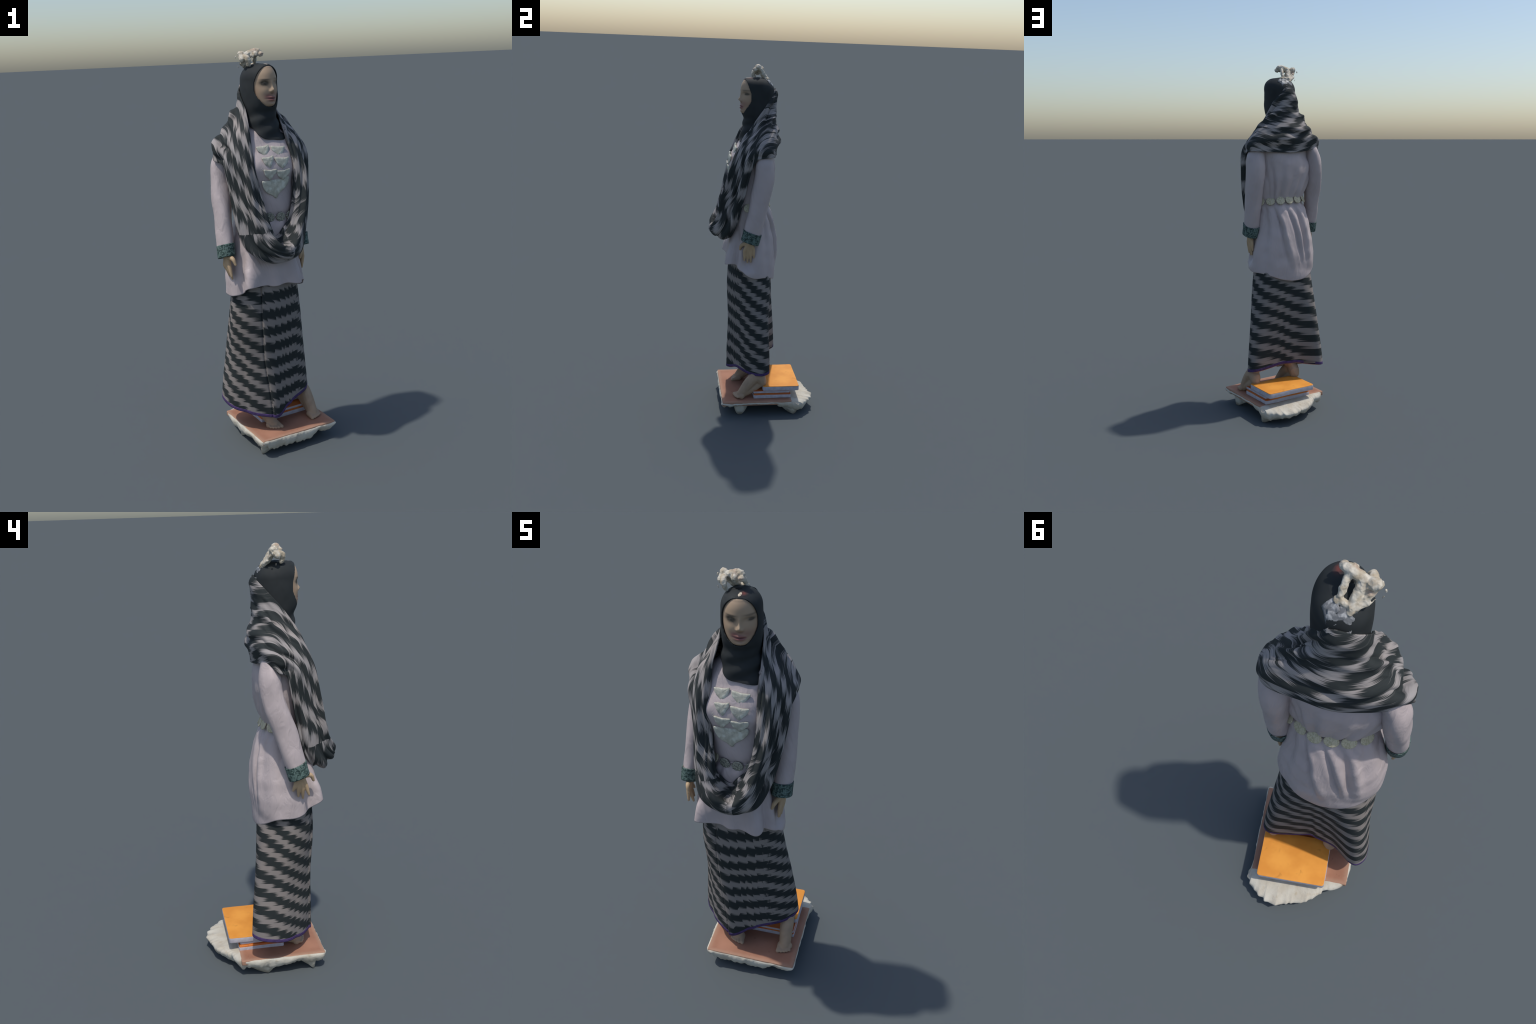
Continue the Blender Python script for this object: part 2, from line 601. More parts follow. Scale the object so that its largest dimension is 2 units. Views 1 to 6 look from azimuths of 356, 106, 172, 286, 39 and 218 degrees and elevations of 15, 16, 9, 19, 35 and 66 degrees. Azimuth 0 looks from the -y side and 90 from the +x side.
# ---------------------------------------------------------------- skirt
SKIRT = {  # cross-sections from the figure's left, round the back: a shallow back, a flare at the right rear corner
    .20: [(.180, -.012), (.172, .030), (.131, .042), (.055, .035), (-.019, .025), (-.075, .036), (-.140, .054), (-.178, .080), (-.220, .114), (-.254, .118),
          (-.284, .080), (-.287, .010), (-.261, -.048), (-.223, -.098), (-.189, -.131), (-.152, -.155), (-.106, -.179), (-.045, -.157), (.050, -.124), (.129, -.079)],
    .26: [(.177, -.012), (.168, .030), (.130, .042), (.055, .034), (-.019, .024), (-.073, .035), (-.138, .054), (-.176, .080), (-.218, .112), (-.252, .116),
          (-.282, .078), (-.284, .008), (-.261, -.050), (-.224, -.100), (-.189, -.133), (-.152, -.157), (-.106, -.180), (-.045, -.158), (.050, -.125), (.127, -.079)],
    .50: [(.147, -.030), (.141, .008), (.113, .030), (.040, .034), (-.030, .032), (-.090, .042), (-.150, .070), (-.192, .092), (-.226, .095), (-.250, .074),
          (-.260, .028), (-.264, -.022), (-.246, -.072), (-.216, -.114), (-.180, -.145), (-.144, -.170), (-.099, -.177), (-.035, -.159), (.047, -.127), (.112, -.083)],
    .73: [(.111, -.062), (.105, -.018), (.076, .026), (.012, .046), (-.055, .051), (-.108, .062), (-.156, .072), (-.196, .066), (-.228, .044), (-.246, .006),
          (-.262, -.034), (-.264, -.072), (-.249, -.110), (-.220, -.144), (-.183, -.168), (-.143, -.184), (-.092, -.187), (-.032, -.172), (.032, -.144), (.082, -.110)],
    .95: [(.085, -.068), (.078, -.030), (.052, .008), (.004, .030), (-.052, .040), (-.100, .042), (-.142, .040), (-.176, .032), (-.204, .016), (-.226, -.008),
          (-.240, -.040), (-.242, -.074), (-.232, -.108), (-.208, -.140), (-.174, -.162), (-.138, -.174), (-.090, -.176), (-.036, -.164), (.016, -.140), (.058, -.108)]}
SKIRT_HEM = [(0, .236), (15, .246), (35, .258), (60, .262), (90, .262), (115, .262), (135, .248), (150, .236), (180, .212),
             (205, .198), (225, .190), (245, .184), (262, .184), (280, .196), (300, .215), (325, .234), (345, .236)]
SK_N = 264
SK_Z = sorted(SKIRT)
SK_S = np.array([catmull(SKIRT[k], SK_N, closed=True) for k in SK_Z])
SK_ANG = np.degrees(np.arctan2(SK_S[1][:, 1] - SKY, SK_S[1][:, 0] - SKX)) % 360


def skirt_surface(z, out=0.0):
    """z: rows x SK_N heights; returns points on the cloth"""
    cols = np.arange(SK_N)
    flat = [(k, *SK_S[i].reshape(-1)) for i, k in enumerate(SK_Z)]
    R = np.array(flat)
    xk = R[:, 0]
    grad = np.gradient(SK_S, xk, axis=0)
    zz = np.clip(z, xk[0], xk[-1])
    i = np.clip(np.searchsorted(xk, zz) - 1, 0, len(xk) - 2)
    c = np.broadcast_to(cols, z.shape)
    h = (xk[i + 1] - xk[i])[..., None]
    t = ((zz - xk[i])[..., None]) / h
    xy = ((2 * t ** 3 - 3 * t ** 2 + 1) * SK_S[i, c] + (t ** 3 - 2 * t ** 2 + t) * h * grad[i, c]
          + (-2 * t ** 3 + 3 * t ** 2) * SK_S[i + 1, c] + (t ** 3 - t ** 2) * h * grad[i + 1, c])
    deg = np.degrees(np.arctan2(xy[..., 1] - SKY, xy[..., 0] - SKX)) % 360
    seam = 236 + 14 * smooth(.55, .18, z)
    rel = deg - seam
    # the wrap-over edge stands proud of the layer below it; a tucked crease runs beside it
    d = .0055 * smooth(-1.0, .6, rel) * (1 - smooth(4, 40, rel)) - .005 * np.exp(-((rel + 2.2) / 1.8) ** 2)
    d = d + smooth(.9, .35, z) * (.003 * hump(deg, 305, 5) - .003 * hump(deg, 292, 6) - .004 * hump(deg, 192, 6) + .003 * hump(deg, 176, 8)
                                  - .003 * hump(deg, 60, 10) + .003 * hump(deg, 40, 8))
    rad = xy - np.array([SKX, SKY])
    xy = xy + rad / np.linalg.norm(rad, axis=-1, keepdims=True) * (d + out)[..., None]
    return np.concatenate([xy, z[..., None]], -1)


v = np.linspace(0, 1, 90)
hem = by_angle(SKIRT_HEM, SK_ANG)
Z = .95 + (hem[None, :] - .95) * v[:, None]
sheet("wrap_skirt", skirt_surface(Z), m_skirt, figure, wrap=True, thick=.004)
Zh = hem[None, :] + np.linspace(.013, -.003, 5)[:, None]
sheet("skirt_selvedge", skirt_surface(Zh, .0016), m_hem, figure, wrap=True, thick=.0035)
Zl = hem[None, :] + np.linspace(.05, -.007, 5)[:, None]
sheet("skirt_lining", skirt_surface(Zl, -.0065), m_lining, figure, wrap=True, thick=.002)

# ---------------------------------------------------------------- tunic
BLOUSE = [  # z, centre x, centre y, half width, front depth, back depth
    (1.66, -.070, -.030, .055, .060, .050), (1.62, -.070, -.045, .105, .075, .070), (1.58, -.072, -.050, .155, .092, .085),
    (1.53, -.075, -.060, .168, .110, .100), (1.49, -.078, -.060, .160, .132, .108), (1.44, -.078, -.060, .163, .143, .116),
    (1.37, -.072, -.062, .158, .131, .113), (1.30, -.064, -.070, .150, .121, .108), (1.245, -.060, -.080, .140, .111, .102),
    (1.215, -.060, -.080, .139, .111, .102), (1.17, -.072, -.075, .148, .124, .116), (1.10, -.083, -.065, .158, .128, .126),
    (1.02, -.085, -.065, .178, .126, .139), (.94, -.084, -.068, .193, .140, .146), (.86, -.083, -.070, .199, .146, .148),
    (.75, -.083, -.070, .196, .146, .142)]
BLOUSE_HEM = [(0, .822), (25, .815), (48, .800), (70, .778), (90, .768), (110, .774), (130, .796), (152, .828), (193, .842), (213, .862), (230, .898),
              (246, .896), (262, .884), (284, .890), (298, .880), (309, .886), (322, .876), (336, .858), (350, .833)]


def blouse_surface(deg, z, out=0.0):
    R = row_curve(BLOUSE, z)
    xy = ring(deg, R[..., 0], R[..., 1], R[..., 2], R[..., 3], R[..., 4], 2.1)
    k = smooth(1.16, .88, z)
    d = k * (.046 * hump(deg, 230, 11) + .024 * hump(deg, 299, 10) - .020 * hump(deg, 256, 12) - .008 * hump(deg, 278, 8) - .022 * hump(deg, 318, 8)
             + .008 * hump(deg, 330, 8) - .012 * hump(deg, 212, 8))
    d = d - .024 * hump(deg, 347, 13) * smooth(1.14, 1.06, z) * smooth(.84, .90, z)   # hollow where the left hand hangs
    # deep folds hanging from the belt at the back and sides
    kb = smooth(1.215, 1.12, z)
    for c, drift, w, amp in ((58, 75, 5, -.013), (66, 75, 7, .010), (88, 60, 4, -.012), (95, 60, 5, .007), (110, 10, 5, -.015), (119, 14, 6, .010),
                             (134, 5, 9, -.004), (40, 20, 8, .005), (26, 10, 8, -.006), (165, -10, 10, -.005), (180, -10, 8, .004), (8, 0, 9, .004)):
        d = d + amp * kb * (1 - smooth(.98, .80, z)) * hump(deg - drift * (1.15 - z), c, w)
    # pleats gathered into the belt from above, and bunched just below it
    kt = smooth(1.52, 1.30, z) * smooth(1.225, 1.27, z)
    spread = 1 + .55 * smooth(1.24, 1.5, z)                # creases fan out above the belt
    for c, w, amp in ((58, 4, -.006), (66, 4, .005), (76, 5, -.007), (84, 5, .006), (95, 3, -.003), (104, 4, .004), (113, 4, -.007), (120, 4, .006), (131, 5, -.005), (30, 8, .003), (45, 5, -.004)):
        d = d + kt * amp * hump(90 + (deg - 90) / spread, c, w)
    d = d + .003 * np.exp(-((z - 1.185) / .025) ** 2) * np.sin(np.radians(deg) * 17 + 2 * np.sin(np.radians(deg) * 3))
    d = d - .006 * np.exp(-((z - 1.228) / .018) ** 2)
    # the body is turned a little inside the tunic: fuller behind the right hip, flatter behind the left arm
    d = d + smooth(1.50, 1.38, z) * ((.016 - .008 * smooth(1.22, 1.05, z)) * hump(deg, 140, 28) - .013 * hump(deg, 42, 26)) * (1 - .4 * smooth(.95, .8, z))
    d = d + .016 * hump(deg, 158, 22) * np.exp(-((z - 1.32) / .08) ** 2)
    # bust
    for bx in (237, 303):
        d = d + .012 * hump(deg, bx, 22) * np.exp(-((z - 1.465) / .055) ** 2)
    rad = xy - np.stack([R[..., 0], R[..., 1]], -1)
    L = np.linalg.norm(rad, axis=-1, keepdims=True)
    xy = xy + rad / L * (d + out)[..., None]
    return np.concatenate([xy, z[..., None]], -1)


deg = np.linspace(0, 360, 260, endpoint=False)
v = np.linspace(0, 1, 190)
hem = by_angle(BLOUSE_HEM, deg)
Z = 1.66 + (hem[None, :] - 1.66) * v[:, None]
G = blouse_surface(np.broadcast_to(deg, Z.shape), Z)
G = G + grid_normals(G, True) * (fnoise(G, 16, 5) * .004)[..., None]
sheet("tunic", G, m_blouse, figure, wrap=True, thick=.004)

# ---------------------------------------------------------------- sleeves, cuffs, hands
SLEEVE_R = [  # z, centre x, centre y, half width, half depth
    (1.60, -.195, .000, .020, .024), (1.55, -.228, .006, .034, .034), (1.50, -.252, .011, .040, .041), (1.40, -.268, .005, .042, .047),
    (1.29, -.278, -.024, .041, .045), (1.18, -.290, -.058, .038, .043), (1.09, -.299, -.083, .035, .039), (1.06, -.302, -.090, .034, .038)]
SLEEVE_L = [
    (1.60, .060, -.034, .028, .034), (1.55, .088, -.032, .040, .038), (1.50, .105, -.030, .046, .044), (1.42, .113, -.026, .049, .051),
    (1.35, .114, -.032, .048, .052), (1.29, .115, -.042, .046, .050), (1.20, .115, -.058, .043, .046), (1.10, .112, -.077, .039, .044),
    (1.06, .111, -.085, .038, .043)]


def sleeve(rows, tilt):
    deg = np.linspace(0, 360, 72, endpoint=False)
    z = np.linspace(1.60, 1.082, 90)
    Zg, Dg = np.meshgrid(z, deg, indexing="ij")
    R = row_curve(rows, Zg)
    xy = ring(Dg, R[..., 0], R[..., 1], R[..., 2], R[..., 3], R[..., 3], 2.1)
    G = np.concatenate([xy, Zg[..., None]], -1)
    G[..., 2] -= tilt * (G[..., 1] - R[..., 1]) * smooth(1.5, 1.2, Zg)
    G = G + grid_normals(G, True) * (fnoise(G * np.array([1, 1, .25]), 26, 11) * .004 + fnoise(G * np.array([1, 1, .8]), 12, 31) * .004
                                     + .002 * np.sin(Dg * .0524 + 9 * Zg))[..., None]
    return G


def cuff(rows, tilt, top, bottom, flare):
    deg = np.linspace(0, 360, 64, endpoint=False)
    z = np.linspace(top, bottom, 16)
    Zg, Dg = np.meshgrid(z, deg, indexing="ij")
    R = row_curve(rows, np.maximum(Zg, 1.06))
    slide = np.minimum(Zg - 1.06, 0)
    cy = R[..., 1] + slide * -.30 * -1
    xy = ring(Dg, R[..., 0], cy, R[..., 2] + flare, R[..., 3] + flare, R[..., 3] + flare, 2.2)
    G = np.concatenate([xy, Zg[..., None]], -1)
    G[..., 2] -= tilt * (G[..., 1] - cy)
    return G


sheet("sleeve", sleeve(SLEEVE_R, .33), m_blouse, figure, wrap=True, thick=.003)
sheet("sleeve", sleeve(SLEEVE_L, .30), m_blouse, figure, wrap=True, thick=.003)
sheet("cuff", cuff(SLEEVE_R, .36, 1.098, 1.040, .0035), m_cuff, figure, wrap=True, thick=.004)
sheet("cuff", cuff(SLEEVE_L, .33, 1.092, 1.032, .0035), m_cuff, figure, wrap=True, thick=.004)


def hand(wrist, knuckles, tips, thumb, radius=.0085):
    """one hand: a flattened palm fanning out to four fingers and a thumb"""
    w = np.array(wrist)
    strokes = []
    for k, t in zip(knuckles, tips):
        k, t = np.array(k), np.array(t)
        start = w + (k - w) * .1
        mid = (k + t) / 2 + (k - t) * .02
        strokes.append([(start, .017), ((start + k) / 2, .0135), (k, radius * 1.18), (mid, radius), (t, radius * .62)])
    th0 = w + (np.array(thumb[0]) - w) * .2
    strokes.append([(th0, .014), (thumb[0], .0105), (thumb[1], .0065)])
    strokes.append([(w + np.array([0, .02, .05]), .020), (w, .019)])
    return blob("hand", strokes, .0022, m_skin, figure, soften=3)


hand((-.303, -.100, 1.045),
     [(-.305, -.126, .995), (-.305, -.110, .990), (-.305, -.093, .993), (-.306, -.078, 1.000)],
     [(-.302, -.139, .953), (-.288, -.115, .934), (-.292, -.094, .946), (-.297, -.070, .975)],
     [(-.297, -.148, 1.040), (-.291, -.162, 1.014)])
hand((.113, -.092, 1.035),
     [(.110, -.120, .985), (.111, -.103, .980), (.113, -.087, .982), (.115, -.071, .990)],
     [(.104, -.120, .926), (.104, -.102, .914), (.107, -.084, .917), (.112, -.067, .944)],
     [(.090, -.136, 1.010), (.080, -.143, .984)])

# ---------------------------------------------------------------- head, face and black headscarf
HX, HY, HT = -.066, -.053, math.radians(8)
HEAD = [  # z, half width, front depth, back depth (about the head's own axis)
    (1.545, .142, .100, .090), (1.58, .128, .100, .090), (1.61, .100, .090, .085), (1.645, .085, .083, .080), (1.68, .077, .077, .080), (1.71, .075, .074, .084),
    (1.735, .077, .086, .088), (1.77, .078, .096, .090), (1.82, .079, .098, .092)]
for k in np.linspace(0, 1, 16):      # the crown: full in front, rounder at the sides and behind
    q_ = [(1 - k ** p) ** (1 / p) if k < 1 else .004 for p in (2.2, 3.5, 2.0)]
    HEAD.append((1.855 + .0735 * k, .0775 * q_[0], .099 * q_[1], .090 * q_[2]))


def head_turn(lx, ly, z):
    c, s = math.cos(HT), math.sin(HT)
    return np.stack([HX + c * lx - s * ly, HY + s * lx + c * ly, z], -1)


deg = np.linspace(0, 360, 200, endpoint=False)
v = np.linspace(0, 1, 200)
hem = by_angle([(270, 1.583), (300, 1.574), (330, 1.58), (250, 1.590), (230, 1.610), (210, 1.64), (180, 1.65), (90, 1.65), (0, 1.60)], deg)
# the top rows crowd together where the crown is flat
zt = 1.9285 - (1.9285 - 1.70) * (1 - np.cos(v[:110] / v[109] * math.pi / 2))
Z = np.vstack([np.repeat(zt[:, None], 200, 1), 1.70 + (hem[None, :] - 1.70) * np.linspace(0, 1, 91)[1:, None]])
Dg = np.broadcast_to(deg, Z.shape)
R = row_curve(HEAD, Z)
xy = ring(Dg, 0, 0, R[..., 0], R[..., 1], R[..., 2], 2.15)
G = head_turn(xy[..., 0], xy[..., 1], Z)
# soft drag folds under the chin
G = G + grid_normals(G, True) * ((.004 * np.sin((Z - .35 * xy[..., 0]) * 95 + 1.0) + .003 * fnoise(G, 18, 3)) * smooth(1.725, 1.66, Z))[..., None]


def opening(lx, z):
    """< 1 inside the face opening"""
    w = np.where(z > 1.82, .067, .067 - .010 * smooth(1.80, 1.735, z))
    h = np.where(z > 1.82, 1.917 - 1.82, 1.82 - 1.734)
    return (np.abs(lx) / w) ** 2.3 + (np.abs(z - 1.82) / h) ** 2.3


F = grid_faces(*G.shape[:2], True)
inside = (opening(xy[..., 0], Z) < 1) & (xy[..., 1] < 0)
flat_in = inside.reshape(-1)
F = [f for f in F if sum(flat_in[list(f)]) < 2]
ob = make("headscarf", G.reshape(-1, 3), F, m_hijab, figure)
bm = bmesh.new()
bm.from_mesh(ob.data)
bmesh.ops.delete(bm, geom=[x for x in bm.verts if not x.link_faces], context="VERTS")
edge = [x for x in bm.verts if x.is_boundary and x.co.z > 1.72]
for _ in range(3):
    bmesh.ops.smooth_vert(bm, verts=edge, factor=.5, use_axis_x=True, use_axis_y=True, use_axis_z=True)
bm.to_mesh(ob.data)
bm.free()
mod = ob.modifiers.new("thickness", "SOLIDIFY")
mod.thickness, mod.offset = .005, 0
bake(ob)

FACE = [  # z, half width, depth of the middle line
    (1.722, .030, .050), (1.730, .042, .074), (1.736, .049, .087), (1.745, .056, .0945), (1.755, .061, .0965), (1.768, .066, .0965),
    (1.785, .070, .0965), (1.81, .073, .0965), (1.836, .074, .0950), (1.85, .073, .0975), (1.87, .070, .0975), (1.89, .063, .0935),
    (1.905, .055, .0865), (1.918, .046, .076), (1.925, .035, .060)]
a = np.linspace(-78, 78, 150)
z = np.linspace(1.722, 1.924, 170)
Zg, Ag = np.meshgrid(z, a, indexing="ij")
R = row_curve(FACE, Zg)
t = np.radians(Ag)
lx = R[..., 0] * np.sin(t)
ly = -R[..., 1] * np.cos(t) ** .85


def bumpf(cx, cz, sx, sz, h):
    return h * np.exp(-((lx - cx) / sx) ** 2 - ((Zg - cz) / sz) ** 2)


X0 = .004   # the face's own middle line
up = (bumpf(X0, 1.809, .0095, .010, .0125) + bumpf(X0, 1.822, .0070, .014, .0075) + bumpf(X0, 1.840, .0085, .012, .004)
      + bumpf(X0 - .0105, 1.8035, .0055, .006, .005) + bumpf(X0 + .0105, 1.8035, .0055, .006, .005)
      - bumpf(X0 - .034, 1.8415, .015, .0085, .0050) - bumpf(X0 + .034, 1.8415, .015, .0085, .0050)
      + bumpf(X0 - .034, 1.840, .0085, .005, .0040) + bumpf(X0 + .034, 1.840, .0085, .005, .0040)
      + bumpf(X0 - .030, 1.8565, .020, .006, .0012) + bumpf(X0 + .030, 1.8565, .020, .006, .0012)
      + bumpf(X0 - .040, 1.805, .018, .018, .002) + bumpf(X0 + .040, 1.805, .018, .018, .002)
      + bumpf(X0, 1.7770, .017, .0046, .0062) + bumpf(X0, 1.7645, .015, .0050, .0070) - bumpf(X0, 1.7705, .020, .0018, .0030)
      - bumpf(X0, 1.7565, .014, .0045, .0030) + bumpf(X0, 1.7445, .014, .008, .0040) - bumpf(X0, 1.7875, .004, .006, .0015))
r = np.sqrt(lx ** 2 + ly ** 2) + 1e-6
lx2, ly2 = lx * (1 + up * .4 / r), ly - up
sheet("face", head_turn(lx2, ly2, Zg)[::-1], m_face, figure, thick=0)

# ---------------------------------------------------------------- shawl: one strip of cloth looped round head, shoulders and front
# each station runs across the strip, from its inner edge (towards face and chest) to its outer edge
SHAWL = [
    # middle of the back, then the right side of the figure, the front loop, and up the left side
    [(-.061, .042, 1.874), (-.061, .056, 1.845), (-.060, .052, 1.79), (-.060, .046, 1.735), (-.062, .058, 1.675), (-.064, .080, 1.632), (-.068, .070, 1.575), (-.072, .064, 1.507)],
    [(-.112, .026, 1.846), (-.120, .032, 1.815), (-.130, .032, 1.765), (-.140, .032, 1.725), (-.158, .046, 1.675), (-.165, .078, 1.635), (-.165, .070, 1.575), (-.160, .058, 1.515)],
    [(-.146, -.008, 1.806), (-.150, .002, 1.780), (-.156, .004, 1.740), (-.176, .010, 1.700), (-.206, .026, 1.662), (-.232, .040, 1.625), (-.245, .048, 1.575), (-.240, .042, 1.525)],
    [(-.151, -.062, 1.742), (-.163, -.052, 1.725), (-.178, -.038, 1.694), (-.204, -.018, 1.660), (-.236, -.003, 1.626), (-.263, .007, 1.588), (-.289, .014, 1.555), (-.284, .012, 1.522)],
    [(-.158, -.100, 1.690), (-.174, -.098, 1.680), (-.193, -.084, 1.656), (-.213, -.061, 1.626), (-.239, -.044, 1.597), (-.270, -.033, 1.564), (-.297, -.024, 1.529), (-.303, -.016, 1.495)],
    [(-.168, -.130, 1.625), (-.181, -.142, 1.618), (-.200, -.138, 1.606), (-.222, -.124, 1.593), (-.244, -.102, 1.568), (-.262, -.080, 1.536), (-.276, -.060, 1.508), (-.280, -.045, 1.482)],
    [(-.170, -.154, 1.520), (-.183, -.182, 1.515), (-.202, -.185, 1.505), (-.224, -.176, 1.498), (-.246, -.150, 1.488), (-.266, -.120, 1.475), (-.278, -.088, 1.465), (-.272, -.062, 1.455)],
    [(-.160, -.178, 1.360), (-.169, -.207, 1.360), (-.188, -.212, 1.355), (-.210, -.204, 1.350), (-.232, -.178, 1.345), (-.250, -.146, 1.340), (-.264, -.112, 1.335), (-.262, -.085, 1.33)],
    [(-.145, -.215, 1.215), (-.154, -.250, 1.212), (-.172, -.258, 1.205), (-.194, -.246, 1.195), (-.216, -.222, 1.185), (-.236, -.190, 1.175), (-.252, -.154, 1.165), (-.252, -.122, 1.160)],
    [(-.120, -.205, 1.160), (-.116, -.250, 1.132), (-.126, -.294, 1.115), (-.146, -.294, 1.095), (-.172, -.270, 1.080), (-.196, -.238, 1.068), (-.213, -.202, 1.060), (-.214, -.168, 1.060)],
    [(-.084, -.200, 1.130), (-.082, -.248, 1.094), (-.083, -.298, 1.086), (-.085, -.312, 1.064), (-.090, -.290, 1.038), (-.096, -.262, 1.022), (-.102, -.232, 1.018), (-.104, -.200, 1.028)],
    [(-.050, -.205, 1.165), (-.042, -.240, 1.132), (-.035, -.282, 1.114), (-.018, -.294, 1.081), (.000, -.276, 1.055), (.010, -.250, 1.041), (.016, -.222, 1.035), (.015, -.192, 1.040)],
    [(-.010, -.200, 1.215), (-.004, -.236, 1.205), (.012, -.258, 1.190), (.033, -.251, 1.170), (.051, -.234, 1.152), (.064, -.210, 1.140), (.068, -.184, 1.132), (.062, -.160, 1.130)],
    [(.016, -.196, 1.325), (.022, -.222, 1.325), (.036, -.232, 1.318), (.057, -.225, 1.310), (.077, -.207, 1.304), (.098, -.182, 1.298), (.111, -.152, 1.294), (.106, -.128, 1.29)],
    [(.029, -.178, 1.455), (.036, -.200, 1.455), (.050, -.206, 1.452), (.074, -.197, 1.448), (.098, -.176, 1.444), (.119, -.150, 1.440), (.132, -.122, 1.437), (.128, -.098, 1.435)],
    [(.022, -.142, 1.575), (.034, -.156, 1.575), (.054, -.156, 1.572), (.080, -.145, 1.565), (.110, -.133, 1.555), (.135, -.112, 1.540), (.151, -.088, 1.522), (.150, -.070, 1.500)],
    [(.020, -.090, 1.665), (.032, -.094, 1.658), (.049, -.089, 1.646), (.078, -.078, 1.630), (.109, -.064, 1.612), (.136, -.050, 1.588), (.155, -.041, 1.555), (.154, -.036, 1.512)],
    [(.016, -.048, 1.730), (.026, -.043, 1.718), (.040, -.034, 1.696), (.066, -.022, 1.672), (.096, -.010, 1.648), (.123, -.001, 1.618), (.144, .004, 1.574), (.148, .003, 1.516)],
    [(.006, -.010, 1.790), (.012, .000, 1.768), (.022, .006, 1.738), (.040, .010, 1.700), (.068, .018, 1.666), (.094, .027, 1.634), (.110, .032, 1.580), (.110, .028, 1.513)],
    [(-.020, .020, 1.838), (-.016, .032, 1.812), (-.010, .034, 1.768), (-.002, .034, 1.722), (.010, .042, 1.672), (.020, .054, 1.630), (.026, .052, 1.578), (.026, .045, 1.510)],
]
NA, NL = 84, 420
strips = np.array([catmull(s, NA) for s in SHAWL])
G = np.stack([catmull(strips[:, k], 40 * 21, closed=True) for k in range(NA)], 0)
# resample every thread by station so that the stations stay aligned
ns = len(SHAWL)


def along_loop(P, n):
    u = np.arange(n) * ns / n
    i = u.astype(int)
    t = (u - i)[:, None, None]
    p0, p1, p2, p3 = P[(i - 1) % ns], P[i % ns], P[(i + 1) % ns], P[(i + 2) % ns]
    return 0.5 * (2 * p1 + (p2 - p0) * t + (2 * p0 - 5 * p1 + 4 * p2 - p3) * t ** 2 + (3 * p1 - p0 - 3 * p2 + p3) * t ** 3)


G = along_loop(strips, NL).transpose(1, 0, 2)          # rows run along the loop, columns across the strip -> [across, along]
T = np.linspace(0, 1, NA)[:, None] * np.ones((1, NL))
U = np.ones((NA, 1)) * (np.arange(NL) / NL)[None, :]
N = grid_normals(G, True)
ang = U * 2 * math.pi
lp = np.stack([np.cos(ang) * 1.1, np.sin(ang) * 1.1, T * 0], -1)     # closed coordinate round the loop
sway = fnoise(lp, 1.3, 4) * .20 + fnoise(lp, 2.6, 9) * .06
gate = .30 + 1.15 * smooth(-.2, .3, fnoise(np.stack([np.cos(ang) * .8, np.sin(ang) * .8, T * 2.0], -1), 1.7, 21))
folds = np.zeros_like(T)
for freq, amp, ph in ((2.3, .0120, .1), (4.2, .0085, .55), (7.6, .0048, .2)):
    w = T * freq + ph + sway * freq * .8
    folds += amp * ((np.cos(2 * math.pi * w) * .5 + .5) ** 2.2 - .40) * gate
fine = fnoise(np.stack([np.cos(ang) * 1.2, np.sin(ang) * 1.2, T * 4], -1), 3, 2) * .003
edge = smooth(0, .06, T) * smooth(1, .94, T)
G = G + N * ((folds + fine) * (.25 + .75 * edge) * -1)[..., None]
# rolled edge towards the face
sh = sheet("shawl", G, m_shawl, figure, wrap=True, thick=.006, offset=0)

# ---------------------------------------------------------------- belt of medallions
belt = bpy.data.objects.new("belt", None)
bpy.context.collection.objects.link(belt)
belt.parent = figure


def medallion_mesh(name, rx, rz, thick, petals):
    rings = [(0, .75), (.18, .95), (.30, .60), (.52, .95), (.66, .70), (.84, 1.0), (.97, .7), (1.0, .0)]
    n = 40
    V, Fc = [(0, 0, thick * 1.05)], []
    for r, h in rings[1:]:
        for j in range(n):
            t = 2 * math.pi * j / n
            k = 1 + petals * math.cos(10 * t) * (1 if r > .6 else 0)
            hh = h * (1 + .35 * (petals * 8) * math.cos(10 * t) * (1 if .3 < r < .9 else 0))
            V.append((rx * r * k * math.cos(t), rz * r * k * math.sin(t), thick * hh))
    for j in range(n):
        Fc.append((0, 1 + j, 1 + (j + 1) % n))
    for i in range(len(rings) - 2):
        for j in range(n):
            p, q = 1 + i * n + j, 1 + i * n + (j + 1) % n
            Fc.append((p, p + n, q + n, q))
    back_c = len(V)
    V.append((0, 0, -.003))
    last = 1 + (len(rings) - 2) * n
    for j in range(n):
        Fc.append((last + (j + 1) % n, last + j, back_c))
    me = bpy.data.meshes.new(name)
    me.from_pydata(V, [], Fc)
    me.update()
    me.polygons.foreach_set("use_smooth", [True] * len(me.polygons))
    return me


def place_on(mesh, name, P, Nn, parent, mat=None, roll=0.0):
    """stand a flat piece (its z = outward) on a surface point; y stays up"""
    ob = bpy.data.objects.new(name, mesh)
    bpy.context.collection.objects.link(ob)
    Pw, Nw = world(np.array(P)), Vector(world(np.array(Nn))).normalized()
    up = Vector((0, 0, 1)) - Nw * Nw.z
    up.normalize()
    rt = up.cross(Nw)
    from mathutils import Matrix
    R = Matrix((rt, up, Nw)).transposed().to_4x4() @ Matrix.Rotation(roll, 4, "Z")
    ob.matrix_world = Matrix.Translation(Vector(Pw)) @ R
    ob.parent = parent
    return ob


def blouse_at(d, z, out=0.0):
    dd, zz = np.array([d, d + 1.0, d - 1.0]), np.array([z] * 3)
    p = blouse_surface(dd, zz, out)
    q = blouse_surface(np.array([d, d]), np.array([z + .01, z - .01]), out)
    t1, t2 = p[1] - p[2], q[0] - q[1]
    n = np.cross(t1, t2)
    return p[0], n / np.linalg.norm(n)


